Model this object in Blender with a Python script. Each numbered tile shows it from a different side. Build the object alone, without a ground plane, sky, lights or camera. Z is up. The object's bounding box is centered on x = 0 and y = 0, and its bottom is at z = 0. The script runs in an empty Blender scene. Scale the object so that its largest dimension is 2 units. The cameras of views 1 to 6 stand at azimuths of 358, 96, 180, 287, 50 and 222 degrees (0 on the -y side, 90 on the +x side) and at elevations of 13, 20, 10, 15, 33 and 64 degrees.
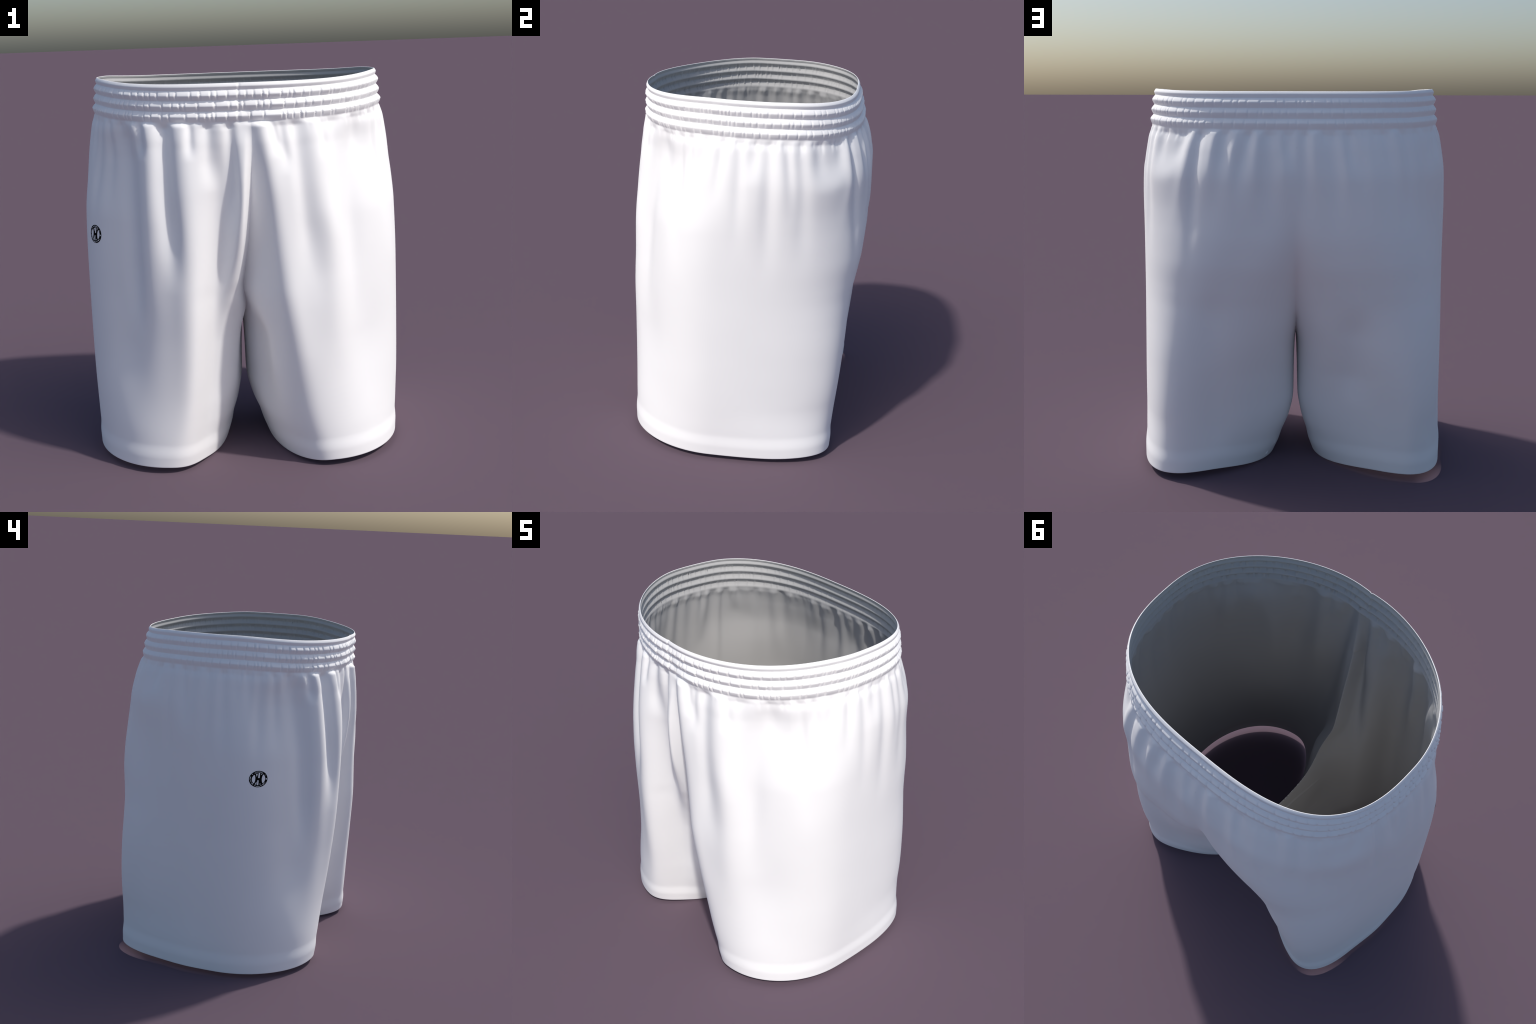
"""White athletic shorts: a gathered elastic waistband, two wide legs that
meet in a crotch seam, turned hems and a small round printed emblem."""
import bpy, bmesh, math
import numpy as np
from mathutils import Vector
from mathutils.bvhtree import BVHTree

RNG = np.random.default_rng(7)

# ------------------------------------------------------------------ helpers
def smooth(a, b, x):
    t = np.clip((x - a) / (b - a), 0.0, 1.0)
    return t * t * (3 - 2 * t)

def curve(table, x):
    """Monotone cubic (Fritsch-Carlson) through a list of (x, y) pairs."""
    p = np.array(sorted(table), float)
    xs, ys = p[:, 0], p[:, 1]
    h = np.diff(xs); d = np.diff(ys) / h
    m = np.zeros_like(ys); m[0], m[-1] = d[0], d[-1]
    for i in range(1, len(xs) - 1):
        if d[i - 1] * d[i] > 0:
            w1, w2 = 2 * h[i] + h[i - 1], h[i] + 2 * h[i - 1]
            m[i] = (w1 + w2) / (w1 / d[i - 1] + w2 / d[i])
    x = np.clip(np.asarray(x, float), xs[0], xs[-1])
    k = np.clip(np.searchsorted(xs, x) - 1, 0, len(h) - 1)
    t = (x - xs[k]) / h[k]
    return ((1 + 2 * t) * (1 - t) ** 2 * ys[k] + t * (1 - t) ** 2 * h[k] * m[k]
            + t * t * (3 - 2 * t) * ys[k + 1] + t * t * (t - 1) * h[k] * m[k + 1])

# ------------------------------------------------- leg tube, level by level
# Each level of a leg is a closed loop of four super-elliptic quarters that
# run through its outermost, backmost, innermost and frontmost points.  Above
# the crotch the loop reaches across the middle plane and is cut off there.
OUTER_X = [(2.0, .742), (1.82, .764), (1.75, .786), (1.55, .816), (1.3, .830), (1.0, .832), (.5, .832), (.2, .829), (0, .822)]
OUTER_Y = [(2.0, .0), (1.6, .0), (1.3, -.08), (1.0, -.10), (0, -.10)]
INNER_X = [(2.0, -.742), (1.86, -.766), (1.72, -.70), (1.55, -.40), (1.3, -.20), (1.15, -.125), (1.03, -.085), (.9, -.055), (.78, -.026), (.70, -.006), (.665, .0), (.5, .008), (.33, .011), (.22, .03), (.12, .066), (0, .112)]
INNER_Y = [(2.0, .0), (.72, .0), (.5, .05), (.3, .10), (.12, .09), (0, .06)]
FRONT_X = [(2.0, .06), (1.86, .08), (1.72, .16), (1.55, .21), (1.3, .25), (1.0, .265), (.7, .28), (.33, .32), (0, .40)]
FRONT_Y = [(2.0, -.624), (1.82, -.614), (1.7, -.630), (1.45, -.649), (1.0, -.653), (.65, -.644), (.35, -.629), (.1, -.612), (0, -.602)]
BACK_X = [(2.0, .0), (1.85, .0), (1.6, .12), (1.3, .28), (1.15, .36), (1.0, .42), (.82, .49), (.6, .55), (.3, .59), (0, .59)]
BACK_Y = [(2.0, .556), (1.93, .577), (1.83, .602), (1.7, .645), (1.55, .668), (1.3, .671), (1.15, .660), (1.0, .632), (.9, .614), (.8, .605), (.7, .599), (.5, .587), (.25, .570), (0, .555)]
# exponents: across (towards the side) and along (towards front or back)
POWER_FRONT_OUTER = ([(2.0, 1.9), (1.82, 1.85), (1.68, 1.6), (1.4, 1.5), (1.1, 1.58), (.7, 1.72), (.4, 1.85), (0, 2.0)], [(2.0, 2.0), (0, 2.0)])
POWER_BACK_OUTER = ([(2.0, 2.8), (1.8, 2.6), (1.6, 2.45), (1.4, 2.25), (1.1, 2.15), (.3, 2.15), (0, 2.7)], [(2.0, 2.8), (1.8, 2.6), (1.6, 2.45), (1.4, 2.25), (1.1, 2.15), (.3, 2.15), (0, 2.7)])
POWER_FRONT_INNER = ([(2.0, 2.0), (1.7, 1.8), (1.0, 1.65), (.7, 1.5), (.3, 1.5), (0, 1.75)], [(2.0, 2.0), (1.7, 2.5), (.9, 2.5), (.6, 2.3), (.3, 2.1), (0, 2.0)])
POWER_BACK_INNER = ([(2.0, 2.8), (1.5, 3.5), (1.2, 4.0), (1.0, 3.4), (.72, 2.4), (.5, 1.6), (.3, 1.34), (.2, 1.30), (0, 1.36)], [(2.0, 2.8), (1.2, 2.7), (.72, 3.0), (.5, 2.5), (.3, 2.1), (0, 2.1)])

BAND = .092            # share of the length taken by the waistband
HEM = .955             # where the turned hem starts

def quarter(c0, c1, p, n):
    """Super-elliptic arc from extreme point c0 (flat in x) to c1 (flat in y),
    n points evenly spaced along the arc, end point left out."""
    t = np.linspace(0, math.pi / 2, 400)
    s, c = np.sin(t) ** (2 / p[0]), np.maximum(np.cos(t), 0) ** (2 / p[1])
    x = c0[0] + (c1[0] - c0[0]) * s
    y = c1[1] + (c0[1] - c1[1]) * c
    a = np.concatenate([[0], np.cumsum(np.hypot(np.diff(x), np.diff(y)))])
    q = np.linspace(0, a[-1], n + 1)[:-1]
    return np.stack([np.interp(q, a, x), np.interp(q, a, y)], 1)

def powers(p, z):
    return curve(p[0], z), curve(p[1], z)

def leg_loop(z):
    F = (curve(FRONT_X, z), curve(FRONT_Y, z)); O = (curve(OUTER_X, z), curve(OUTER_Y, z))
    B = (curve(BACK_X, z), curve(BACK_Y, z)); I = (curve(INNER_X, z), curve(INNER_Y, z))
    n = 260
    a = quarter(F, O, powers(POWER_FRONT_OUTER, z), n)
    b = quarter(B, O, powers(POWER_BACK_OUTER, z), n)
    c = quarter(B, I, powers(POWER_BACK_INNER, z), n)
    d = quarter(F, I, powers(POWER_FRONT_INNER, z), n)
    b = np.concatenate([b[1:], [O]])[::-1]
    d = np.concatenate([d[1:], [I]])[::-1]
    loop = np.concatenate([a, b, c, d])
    # soft cloth: round off the turning points below the waistband
    sigma = 10.0 * float(smooth(1.82, 1.68, z))
    fall = np.exp(-.5 * (2 * math.pi * np.fft.rfftfreq(len(loop)) * sigma) ** 2)[:, None]
    return np.fft.irfft(np.fft.rfft(loop, axis=0) * fall, len(loop), axis=0)

def top_height(y):
    return 2.000 - .031 * smooth(.1, .62, -y) - .013 * smooth(.2, .56, y)

def hem_height(x, y):
    return .024 + .006 * smooth(.1, .6, -y) + .010 * smooth(.2, .6, y) - .024 * smooth(.45, .14, np.abs(x))

rows = np.concatenate([np.linspace(0, BAND, 110)[:-1], np.linspace(BAND, HEM, 250)[:-1], np.linspace(HEM, 1, 30)])
loops = []
for v in rows:
    xy = leg_loop(2.0 * (1 - v))
    zt, zh = top_height(xy[:, 1]), hem_height(xy[:, 0], xy[:, 1])
    loops.append(np.column_stack([xy, zt + (zh - zt) * v]))
grid = np.array(loops)
NR, NC = grid.shape[:2]

# ------------------------------------------- cut at the middle, mirror, weld
bm = bmesh.new()
reg = bm.faces.layers.int.new("region")
vs = [bm.verts.new(p) for p in grid.reshape(-1, 3)]
for i in range(NR - 1):
    r = 0 if rows[i + 1] <= BAND + 1e-9 else (2 if rows[i] >= HEM - 1e-9 else 1)
    for j in range(NC):
        k = (j + 1) % NC
        q = [i * NC + j, i * NC + k, (i + 1) * NC + k, (i + 1) * NC + j]
        if max(grid[i, j, 0], grid[i, k, 0], grid[i + 1, j, 0], grid[i + 1, k, 0]) < -.01:
            continue
        f = bm.faces.new([vs[a] for a in q[::-1]])
        f[reg] = r
bmesh.ops.delete(bm, geom=[v for v in bm.verts if not v.link_faces], context='VERTS')
bmesh.ops.bisect_plane(bm, geom=bm.verts[:] + bm.edges[:] + bm.faces[:], dist=1e-6,
                       plane_co=(0, 0, 0), plane_no=(1, 0, 0), clear_inner=True)
low = [v for v in bm.verts if abs(v.co.x) < 1e-5]
for v in low:
    v.co.x = 0.0
near = [v for v in bm.verts if v.co.x < .004 and v.co.z > .5]
bmesh.ops.remove_doubles(bm, verts=near, dist=.0012)
for v in bm.verts:
    if v.co.x < .0008 and v.co.z > .64: v.co.x = 0.0
dup = bmesh.ops.duplicate(bm, geom=bm.verts[:] + bm.edges[:] + bm.faces[:])
for g in dup["geom"]:
    if isinstance(g, bmesh.types.BMVert): g.co.x = -g.co.x
fl = [g for g in dup["geom"] if isinstance(g, bmesh.types.BMFace)]
for f in fl: f[reg] += 10
bmesh.ops.reverse_faces(bm, faces=fl)
bmesh.ops.remove_doubles(bm, verts=[v for v in bm.verts if abs(v.co.x) < 1e-5], dist=1e-5)
bm.verts.index_update(); bm.normal_update()

P = np.array([v.co[:] for v in bm.verts])
FACES = [[v.index for v in f.verts] for f in bm.faces]
REG = np.array([f[reg] for f in bm.faces])
bm.free()

size = np.array([len(f) for f in FACES])
flat = np.concatenate([np.array(f) for f in FACES])
start = np.concatenate([[0], np.cumsum(size)[:-1]])

def normals(P):
    me = bpy.data.meshes.new("tmp")
    me.from_pydata(P.tolist(), [], FACES)
    me.update()
    n = np.empty(len(P) * 3); me.vertex_normals.foreach_get("vector", n)
    bpy.data.meshes.remove(me)
    return n.reshape(-1, 3)

# -------------------------------------------------------------- large drape
x, y, z = P.T.copy()
from_middle = np.abs(x)
front = smooth(.0, -.25, y)
seam = curve([(2.0, .0), (1.84, .03), (1.77, .055), (1.5, .045), (1.23, .028), (1.0, .0), (.9, -.015), (.6, -.018), (.3, -.012), (0, 0)], z)
back_seam = curve([(2.0, .0), (1.0, -.004), (.6, -.012), (.3, -.012), (0, 0)], z)
mid = np.exp(-(x / .22) ** 2)
P[:, 0] += mid * (front * seam + (1 - front) * back_seam)

# the leg on the -x side hangs a little further back at the bottom
P[:, 1] += .020 * smooth(-.2, -.5, x) * smooth(.1, .45, y) * smooth(1.25, .45, z)
P[:, 0] += .007 * smooth(-.5, -.75, x) * smooth(.4, 1.3, z)
P[:, 0] += .018 * smooth(-.5, -.75, x) * smooth(.05, .3, y) * smooth(.95, .3, z)
P[:, 1] -= .026 * np.exp(-((x + .30) / .09) ** 2) * smooth(.2, .4, y) * smooth(.35, .55, z) * smooth(.95, .75, z)
P[:, 1] -= .012 * np.exp(-((x - .41) / .08) ** 2) * smooth(.2, .4, y) * smooth(.1, .3, z) * smooth(1.05, .85, z)
P[:, 0] += .036 * smooth(0, .07, x) * np.exp(-(x / .16) ** 2) * np.exp(-((y + .40) / .13) ** 2) * smooth(.1, .3, z) * smooth(.85, .65, z)
P[:, 0] += .030 * np.exp(-(x / .12) ** 2) * np.exp(-((y + .36) / .13) ** 2) * smooth(.2, .4, z) * smooth(1.0, .75, z)

# flap of slack cloth beside the front seam, on its -x side
off = x + mid * front * seam - seam
height = curve([(2.0, 0), (1.80, 0), (1.65, .018), (1.5, .042), (1.23, .066), (1.0, .050), (.9, .030), (.75, 0), (0, 0)], z)
P[:, 1] -= height * smooth(.004, -.036, off) * np.exp(-(np.minimum(off + .036, 0) / .055) ** 2) * smooth(-.1, -.3, y)
# hollows on the inner front of the -x leg and on the front corners of both
hollow = curve([(1.7, -.125), (1.4, -.135), (.93, -.15), (.44, -.18), (.0, -.24)], z)
P[:, 1] += curve([(1.75, 0), (1.4, .045), (.93, .064), (.5, .066), (.2, .050), (.1, .036), (0, .016)], z) * np.exp(-((x - hollow) / .062) ** 2) * smooth(-.2, -.4, y)
for sx in (-1, 1):
    h = (.025 if sx > 0 else .030) * np.exp(-((sx * x - .63) / .12) ** 2) * smooth(-.15, -.35, y) * smooth(1.80, 1.6, z) * smooth(.2, .7, z)
    h += (.014 if sx > 0 else .026) * np.exp(-((sx * x - .565) / .05) ** 2) * smooth(-.15, -.35, y) * smooth(1.82, 1.7, z) * smooth(.7, 1.1, z)
    P[:, 0] -= sx * h * .65; P[:, 1] += h * .75

# relax the cloth where the two halves meet over the seat
quads = np.array([f[:4] if len(f) >= 4 else (f[0], f[1], f[2], f[2]) for f in FACES])
links = np.concatenate([quads[:, [0, 1]], quads[:, [1, 2]], quads[:, [2, 3]], quads[:, [3, 0]]])
links = links[links[:, 0] != links[:, 1]]
ease = smooth(.10, .04, from_middle) * smooth(.2, .35, y) * smooth(.78, 1.0, z) * smooth(1.80, 1.74, z)
links = links[(ease[links[:, 0]] > 0) | (ease[links[:, 1]] > 0)]
zone = np.unique(links); local = np.full(len(P), -1); local[zone] = np.arange(len(zone))
la, lb = local[links[:, 0]], local[links[:, 1]]
w, pz = ease[zone][:, None] * .8, P[zone]
count = (np.bincount(la, minlength=len(zone)) + np.bincount(lb, minlength=len(zone)))[:, None]
for _ in range(60):
    total = np.stack([np.bincount(la, pz[lb, i], len(zone)) + np.bincount(lb, pz[la, i], len(zone)) for i in range(3)], 1)
    pz = pz + w * (total / count - pz)
P[zone] = pz

N = normals(P)
x, y, z = P.T.copy()
nx, ny = N[:, 0], N[:, 1]
v = (top_height(y) - z) / (top_height(y) - hem_height(x, y))      # 0 waist, 1 hem
phi = np.degrees(np.arctan2(x / .78, -y / .62))                    # 0 front, 90 +x side
below = smooth(BAND - .001, BAND + .014, v)                         # fades in under the band
disp = np.zeros(len(P))

def bump(d, w):
    return np.exp(-(d / w) ** 2)

def fold(coord, path, width, depth, z0, z1, mask=1.0, soft=.1):
    """A furrow (depth > 0) or ridge (depth < 0) that follows path(z) in the
    given coordinate between heights z1 (low end) and z0 (high end)."""
    global disp
    c = curve(path, z)
    env = smooth(z1, z1 + max(soft, .45 * (z0 - z1)), z)
    w = curve([(z1, width * 1.6), (z0, width)], z)
    disp = disp - depth * bump(coord - c, w) * env * mask

FRONTM = smooth(-.15, -.6, ny)
# front of the leg on the -x side
fold(x, [(1.8, -.372), (1.5, -.372), (1.3, -.360), (1.0, -.345)], .034, .030, 1.82, .95, FRONTM)
fold(x, [(1.8, -.445), (1.4, -.452), (1.0, -.47)], .045, -.012, 1.82, .70, FRONTM)
fold(x, [(1.8, -.285), (1.4, -.270), (1.0, -.28), (.3, -.30)], .050, -.014, 1.82, .15, FRONTM)
fold(x, [(1.8, -.240), (1.6, -.245)], .016, .012, 1.80, 1.60, FRONTM)
fold(x, [(1.8, -.155), (1.5, -.150)], .030, .016, 1.80, 1.45, FRONTM)
fold(x, [(1.8, -.050), (1.3, -.050)], .022, .018, 1.82, 1.20, FRONTM)
fold(x, [(1.8, -.485), (1.66, -.480)], .016, .014, 1.80, 1.60, FRONTM)
fold(x, [(1.8, -.520), (1.66, -.515)], .014, -.008, 1.80, 1.58, FRONTM)
# front of the leg on the +x side
fold(x, [(1.8, .095), (1.5, .145), (1.15, .18), (.6, .24)], .045, -.026, 1.81, .30, FRONTM)
fold(x, [(1.8, .150), (1.68, .172)], .018, .012, 1.80, 1.60, FRONTM)
fold(x, [(1.8, .190), (1.6, .215)], .020, .012, 1.80, 1.52, FRONTM)
fold(x, [(1.8, .265), (1.5, .295), (1.2, .320), (.8, .35)], .045, .022, 1.82, .85, FRONTM)
fold(x, [(1.8, .345), (1.5, .375), (1.2, .42)], .055, -.010, 1.82, 1.0, FRONTM)
fold(x, [(1.5, .43), (1.0, .45), (.5, .47)], .05, -.013, 1.45, .45, FRONTM * smooth(1.5, 1.2, z))
fold(x, [(1.8, .390), (1.65, .410)], .018, .010, 1.80, 1.58, FRONTM)
fold(x, [(1.8, .455), (1.5, .490), (1.1, .53)], .045, .014, 1.82, .95, FRONTM)

# gathers round the sides and the back, spaced irregularly
a = 47.0
while a < 313:
    w = RNG.uniform(1.7, 3.2)
    length = RNG.choice([RNG.uniform(.15, .35), RNG.uniform(.35, .8)], p=[.4, .6])
    dep = RNG.uniform(.009, .018) * (1.0 if a < 200 else .85)
    lean = RNG.uniform(-3.5, 3.5)
    c = a if a <= 180 else a - 360
    d = (phi - c + 180) % 360 - 180
    fold(d, [(1.8, 0.), (1.8 - length, lean)], w, dep, 1.82, 1.80 - length, soft=.75 * length)
    a += RNG.uniform(5.5, 9.0)

# long soft ridges fanning out over the seat
BACKM = smooth(.2, .6, ny)
for c in (.52, .39, .30, .184, .06, -.07, -.22, -.34, -.47):
    ln = RNG.uniform(.35, .6)
    fold(x, [(1.8, c), (1.8 - ln, c * 1.18)], .026, -RNG.uniform(.006, .010), 1.82, 1.80 - ln, BACKM, soft=.8 * ln)

# small nick of bunched cloth at the inseam end of the +x hem
for c, r in (((.155, .262, .028), .010), ((.118, .215, .075), .012)):
    disp += .006 * np.exp(-((P - np.array(c)) ** 2).sum(1) / r ** 2)

# tiny puckers right under the band
for c in np.arange(-180, 180, 3.1):
    c += RNG.uniform(-1, 1)
    d = (phi - c + 180) % 360 - 180
    ln = RNG.uniform(.04, .11)
    disp -= RNG.uniform(.001, .0045) * bump(d, .8) * smooth(1.82 - ln, 1.80, z) * smooth(.0, .05, v)
disp *= np.where(v > .5, 1.0, below)
disp -= .004 * (1 - smooth(BAND, BAND + .010, v)) * (v >= BAND)

# broad slack in the cloth
disp += .006 * np.sin(phi * .09 + 2.1 * z) * smooth(.12, .4, v) * smooth(1.0, .8, v) * smooth(.1, .3, np.abs(x))
# the cloth swells over the band's lower edge
# turned hem: slight step outwards
disp += .007 * smooth(HEM - .02, HEM + .02, v)

# ------------------------------------------------ waistband: tiers of puffs
arc = np.radians(phi)
EDGES = [0.0, .016, .041, .0665, BAND]
for t in range(4):
    e0, e1 = EDGES[t], EDGES[t + 1]
    q = (v - e0) / (e1 - e0)
    inside = ((q >= 0) | (t == 0)) & (q < 1) & (v < BAND)
    qq = np.clip(q, 0, 1)
    prof = 1 - np.abs(2 * qq - 1) ** 1.45
    cuts = [-180.]
    while cuts[-1] < 176:
        cuts.append(cuts[-1] + RNG.choice([1.7, 2.6, 3.4, 4.4, 5.6], p=[.16, .24, .3, .2, .1]) * RNG.uniform(.85, 1.15))
    cuts = np.array(cuts); cuts = -180 + (cuts + 180) * 360 / (cuts[-1] + 180)
    k = np.clip(np.searchsorted(cuts, phi, side='right') - 1, 0, len(cuts) - 2)
    s = (phi - cuts[k]) / (cuts[k + 1] - cuts[k])
    width = cuts[k + 1] - cuts[k]
    high = RNG.uniform(-.6, .6, len(cuts))[k]
    lean = RNG.uniform(-.5, .5, len(cuts))[k]
    notch = np.minimum(s, 1 - s) * width
    pleat = smooth(0, .55, notch)
    amp = .014 if t else .007
    wob = .10 * (1 - pleat) * (RNG.random(len(cuts))[k] - .3)
    if t:
        prof = 1 - np.abs(2 * np.clip(qq + wob * np.sin(np.pi * qq), 0, 1) - 1) ** 1.45
    if t == 0:
        g = prof * amp
    else:
        crisp = 1 - .5 * smooth(70, 130, np.abs(phi))       # flatter pleats over the seat
        g = prof * amp * (.80 + crisp * (.52 * pleat - .32 + .24 * high + .55 * lean * (s - .5)))
    g = g - .004 * bump(phi, .4)                  # centre seam of the band
    disp = np.where(inside, disp + g - .004, disp)
P += N * disp[:, None]

# --------------------------------------------- second skin: inside of cloth
N = normals(P)
THICK = .006
rim = smooth(0, .004, v) * smooth(1, .996, v)
pinch = np.where((z > .55) & (z < 1.45), .12 + .88 * smooth(.0, .05, from_middle), 1.0)
Q = P - N * (THICK * (.4 + .6 * rim) * pinch)[:, None]
NV = len(P)

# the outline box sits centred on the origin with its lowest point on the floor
lo, hi = P.min(0), P.max(0)
shift = np.array([0, 0, -lo[2]])
print("extent", hi - lo, "shift", shift)
P += shift; Q += shift
ALL = np.concatenate([P, Q])

# boundary loops (waist rim and hems) get a closing strip
edge = {}
for fi, f in enumerate(FACES):
    for a_, b_ in zip(f, f[1:] + f[:1]):
        if (b_, a_) in edge: del edge[(b_, a_)]
        else: edge[(a_, b_)] = fi
faces = [tuple(f) for f in FACES]; region = list(REG); slot = [0] * len(FACES)
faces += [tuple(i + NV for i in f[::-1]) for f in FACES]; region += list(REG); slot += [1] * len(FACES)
for (a_, b_), fi in edge.items():
    faces.append((b_, a_, a_ + NV, b_ + NV)); region.append(REG[fi]); slot.append(0)
region = np.array(region); slot = np.array(slot)

whole = bpy.data.meshes.new("whole")
whole.from_pydata(ALL.tolist(), [], faces); whole.update()
VN = np.empty(len(ALL) * 3); whole.vertex_normals.foreach_get("vector", VN); VN = VN.reshape(-1, 3)
bpy.data.meshes.remove(whole)

# ---------------------------------------------------------------- materials
def cloth(name, colour, rough):
    m = bpy.data.materials.new(name); m.use_nodes = True
    nt = m.node_tree; nd = nt.nodes; ln = nt.links
    bs = nd["Principled BSDF"]
    bs.inputs["Roughness"].default_value = rough
    bs.inputs["Specular IOR Level"].default_value = .45
    tc = nd.new("ShaderNodeTexCoord")
    no = nd.new("ShaderNodeTexNoise"); no.inputs["Scale"].default_value = 3.0
    no.inputs["Detail"].default_value = 3
    ramp = nd.new("ShaderNodeValToRGB")
    c = np.array(colour)
    ramp.color_ramp.elements[0].position = .3; ramp.color_ramp.elements[1].position = .7
    ramp.color_ramp.elements[0].color = (*(c * .985), 1); ramp.color_ramp.elements[1].color = (*np.minimum(c * 1.01, 1), 1)
    ln.new(tc.outputs["Object"], no.inputs["Vector"]); ln.new(no.outputs["Fac"], ramp.inputs["Fac"])
    ln.new(ramp.outputs["Color"], bs.inputs["Base Color"])
    # fine knit grain
    kn = nd.new("ShaderNodeTexNoise"); kn.inputs["Scale"].default_value = 420
    ln.new(tc.outputs["Object"], kn.inputs["Vector"])
    bp = nd.new("ShaderNodeBump"); bp.inputs["Strength"].default_value = .03; bp.inputs["Distance"].default_value = .001
    ln.new(kn.outputs["Fac"], bp.inputs["Height"]); ln.new(bp.outputs["Normal"], bs.inputs["Normal"])
    return m

WHITE = cloth("white_polyester", (.99, .99, .99), .7)
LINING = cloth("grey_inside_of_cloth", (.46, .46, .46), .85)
INK = bpy.data.materials.new("black_print"); INK.use_nodes = True
INK.node_tree.nodes["Principled BSDF"].inputs["Base Color"].default_value = (.004, .004, .004, 1)
INK.node_tree.nodes["Principled BSDF"].inputs["Roughness"].default_value = .9
INK.node_tree.nodes["Principled BSDF"].inputs["Specular IOR Level"].default_value = .1

# -------------------------------------------------------------------- parts
def part(name, ids, parent):
    pick = np.where(np.isin(region, ids))[0]
    fs = [faces[i] for i in pick]
    used = np.unique(np.concatenate([np.array(f) for f in fs]))
    remap = np.full(len(ALL), -1); remap[used] = np.arange(len(used))
    me = bpy.data.meshes.new(name)
    me.from_pydata(ALL[used].tolist(), [], [[int(remap[i]) for i in f] for f in fs])
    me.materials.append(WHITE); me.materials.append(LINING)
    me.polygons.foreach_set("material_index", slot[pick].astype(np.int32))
    me.polygons.foreach_set("use_smooth", np.ones(len(fs), bool))
    me.update()
    me.normals_split_custom_set_from_vertices(VN[used].tolist())
    ob = bpy.data.objects.new(name, me)
    bpy.context.collection.objects.link(ob)
    ob.parent = parent
    return ob

root = bpy.data.objects.new("athletic_shorts", None)
bpy.context.collection.objects.link(root)
root["label"] = "white knee-length athletic shorts with gathered elastic waistband and emblem"
root["category"] = "shorts"

part("waistband", [0, 10], root)
leg_a = part("leg", [1], root)
leg_b = part("leg", [11], root)
part("hem", [2], leg_a)
part("hem", [12], leg_b)

# ------------------------------------------------------------------- emblem
pick = np.where(REG == 11)[0]
tree = BVHTree.FromPolygons([Vector(p) for p in P], [FACES[i] for i in pick])
aim = Vector((-.756, -.301, 1.216))
hit, nrm, _, _ = tree.find_nearest(aim)
nrm = nrm.normalized()
if nrm.x > 0: nrm = -nrm
right = Vector((0, 0, 1)).cross(nrm).normalized()
up = nrm.cross(right)
RAD_U, RAD_V = .055, .047

def onto(u, w, lift):
    a_ = math.radians(-4)
    u, w = u * math.cos(a_) - w * math.sin(a_), u * math.sin(a_) + w * math.cos(a_)
    p = hit + right * (u * RAD_U) + up * (w * RAD_V)
    h, n, _, _ = tree.ray_cast(p + nrm * .1, -nrm, .3)
    return (h if h else p) + nrm * lift

ev, ef, em = [], [], []
def patch(outline_a, outline_b, lift, mat, n=10):
    """Strip of cloth-hugging quads between two outlines of equal length."""
    A, B = np.array(outline_a, float), np.array(outline_b, float)
    base = len(ev); m = len(A)
    for i in range(n + 1):
        for q in A + (B - A) * i / n:
            ev.append(onto(q[0], q[1], lift)[:])
    for i in range(n):
        for j in range(m - 1):
            ef.append((base + i * m + j, base + i * m + j + 1, base + (i + 1) * m + j + 1, base + (i + 1) * m + j)); em.append(mat)

th = np.linspace(0, 2 * math.pi, 97)
circle = np.stack([np.cos(th), np.sin(th)], 1)
patch(circle * .0005, circle, .0010, 0, 10)

def arcmark(r0, r1, a0, a1):
    t = np.radians(np.linspace(a0, a1, 14))
    d = np.stack([np.cos(t), np.sin(t)], 1)
    patch(d * r0, d * r1, .0016, 1, 2)

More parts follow.
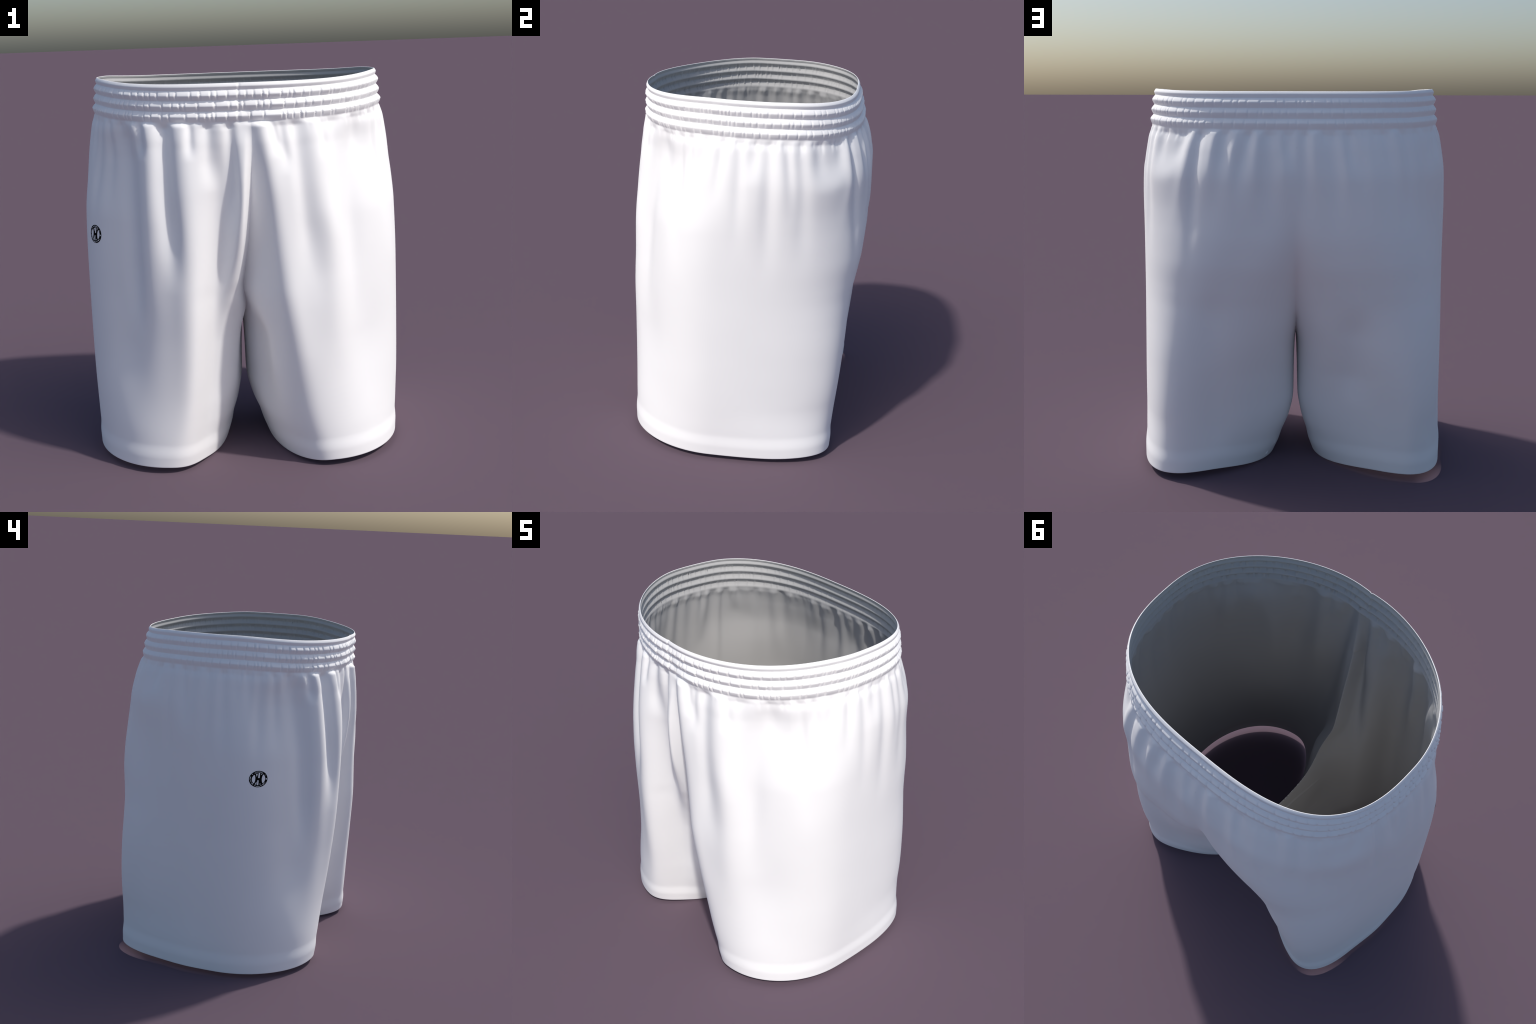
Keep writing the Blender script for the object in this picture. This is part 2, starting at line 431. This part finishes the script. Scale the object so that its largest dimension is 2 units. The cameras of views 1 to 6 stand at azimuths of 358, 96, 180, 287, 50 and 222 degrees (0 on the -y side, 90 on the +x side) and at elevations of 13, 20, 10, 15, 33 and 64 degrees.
def lens(u0, u1, w0, w1, tip):
    t = np.linspace(0, 1, 21)
    w = w0 + (w1 - w0) * t
    bow = np.sin(np.pi * t) ** .7
    patch(np.stack([tip + (u0 - tip) * bow, w], 1), np.stack([tip + (u1 - tip) * bow, w], 1), .0016, 1, 6)

def bar(p0, p1, w0, w1):
    p0, p1 = np.array(p0), np.array(p1); d = (p1 - p0) / np.linalg.norm(p1 - p0); s = np.array([-d[1], d[0]])
    t = np.linspace(0, 1, 8)[:, None]
    c = p0 + (p1 - p0) * t; w = (w0 + (w1 - w0) * t) / 2
    patch(c - s * w, c + s * w, .0016, 1, 3)

lens(-.71, -.34, -.53, .50, -.46)        # counters of the two curved letters
lens(.36, .74, -.50, .56, .50)
bar((.03, .13), (.05, .74), .16, .16)    # gaps of the letter H
bar((-.04, -.15), (-.02, -.73), .13, .13)
bar((-.20, .28), (-.22, .64), .02, .18)
bar((-.19, -.34), (-.25, -.66), .02, .18)
bar((.29, .55), (.31, .66), .10, .07)
bar((.22, -.53), (.21, -.65), .07, .12)
for r0, r1, a0, a1 in [(.84, .89, 68, 110), (.80, .86, 114, 123), (.80, .85, 58, 66), (.87, .92, 256, 284), (.81, .86, 241, 251),
                       (.81, .86, 289, 300), (.86, .91, 162, 186), (.82, .86, 192, 210), (.85, .90, 137, 145), (.82, .92, -3, 7),
                       (.84, .88, 33, 39), (.80, .88, 216, 230), (.80, .88, 306, 322), (.84, .88, 326, 332)]:
    arcmark(r0, r1, a0, a1)
me = bpy.data.meshes.new("emblem")
me.from_pydata(ev, [], ef); me.materials.append(INK); me.materials.append(WHITE)
me.polygons.foreach_set("material_index", np.array(em, np.int32))
bmm = bmesh.new(); bmm.from_mesh(me)
flip = [f for f in bmm.faces if f.normal.dot(nrm) < 0]
bmesh.ops.reverse_faces(bmm, faces=flip); bmm.to_mesh(me); bmm.free()
me.polygons.foreach_set("use_smooth", np.ones(len(me.polygons), bool))
em_ob = bpy.data.objects.new("emblem", me)
bpy.context.collection.objects.link(em_ob); em_ob.parent = leg_b
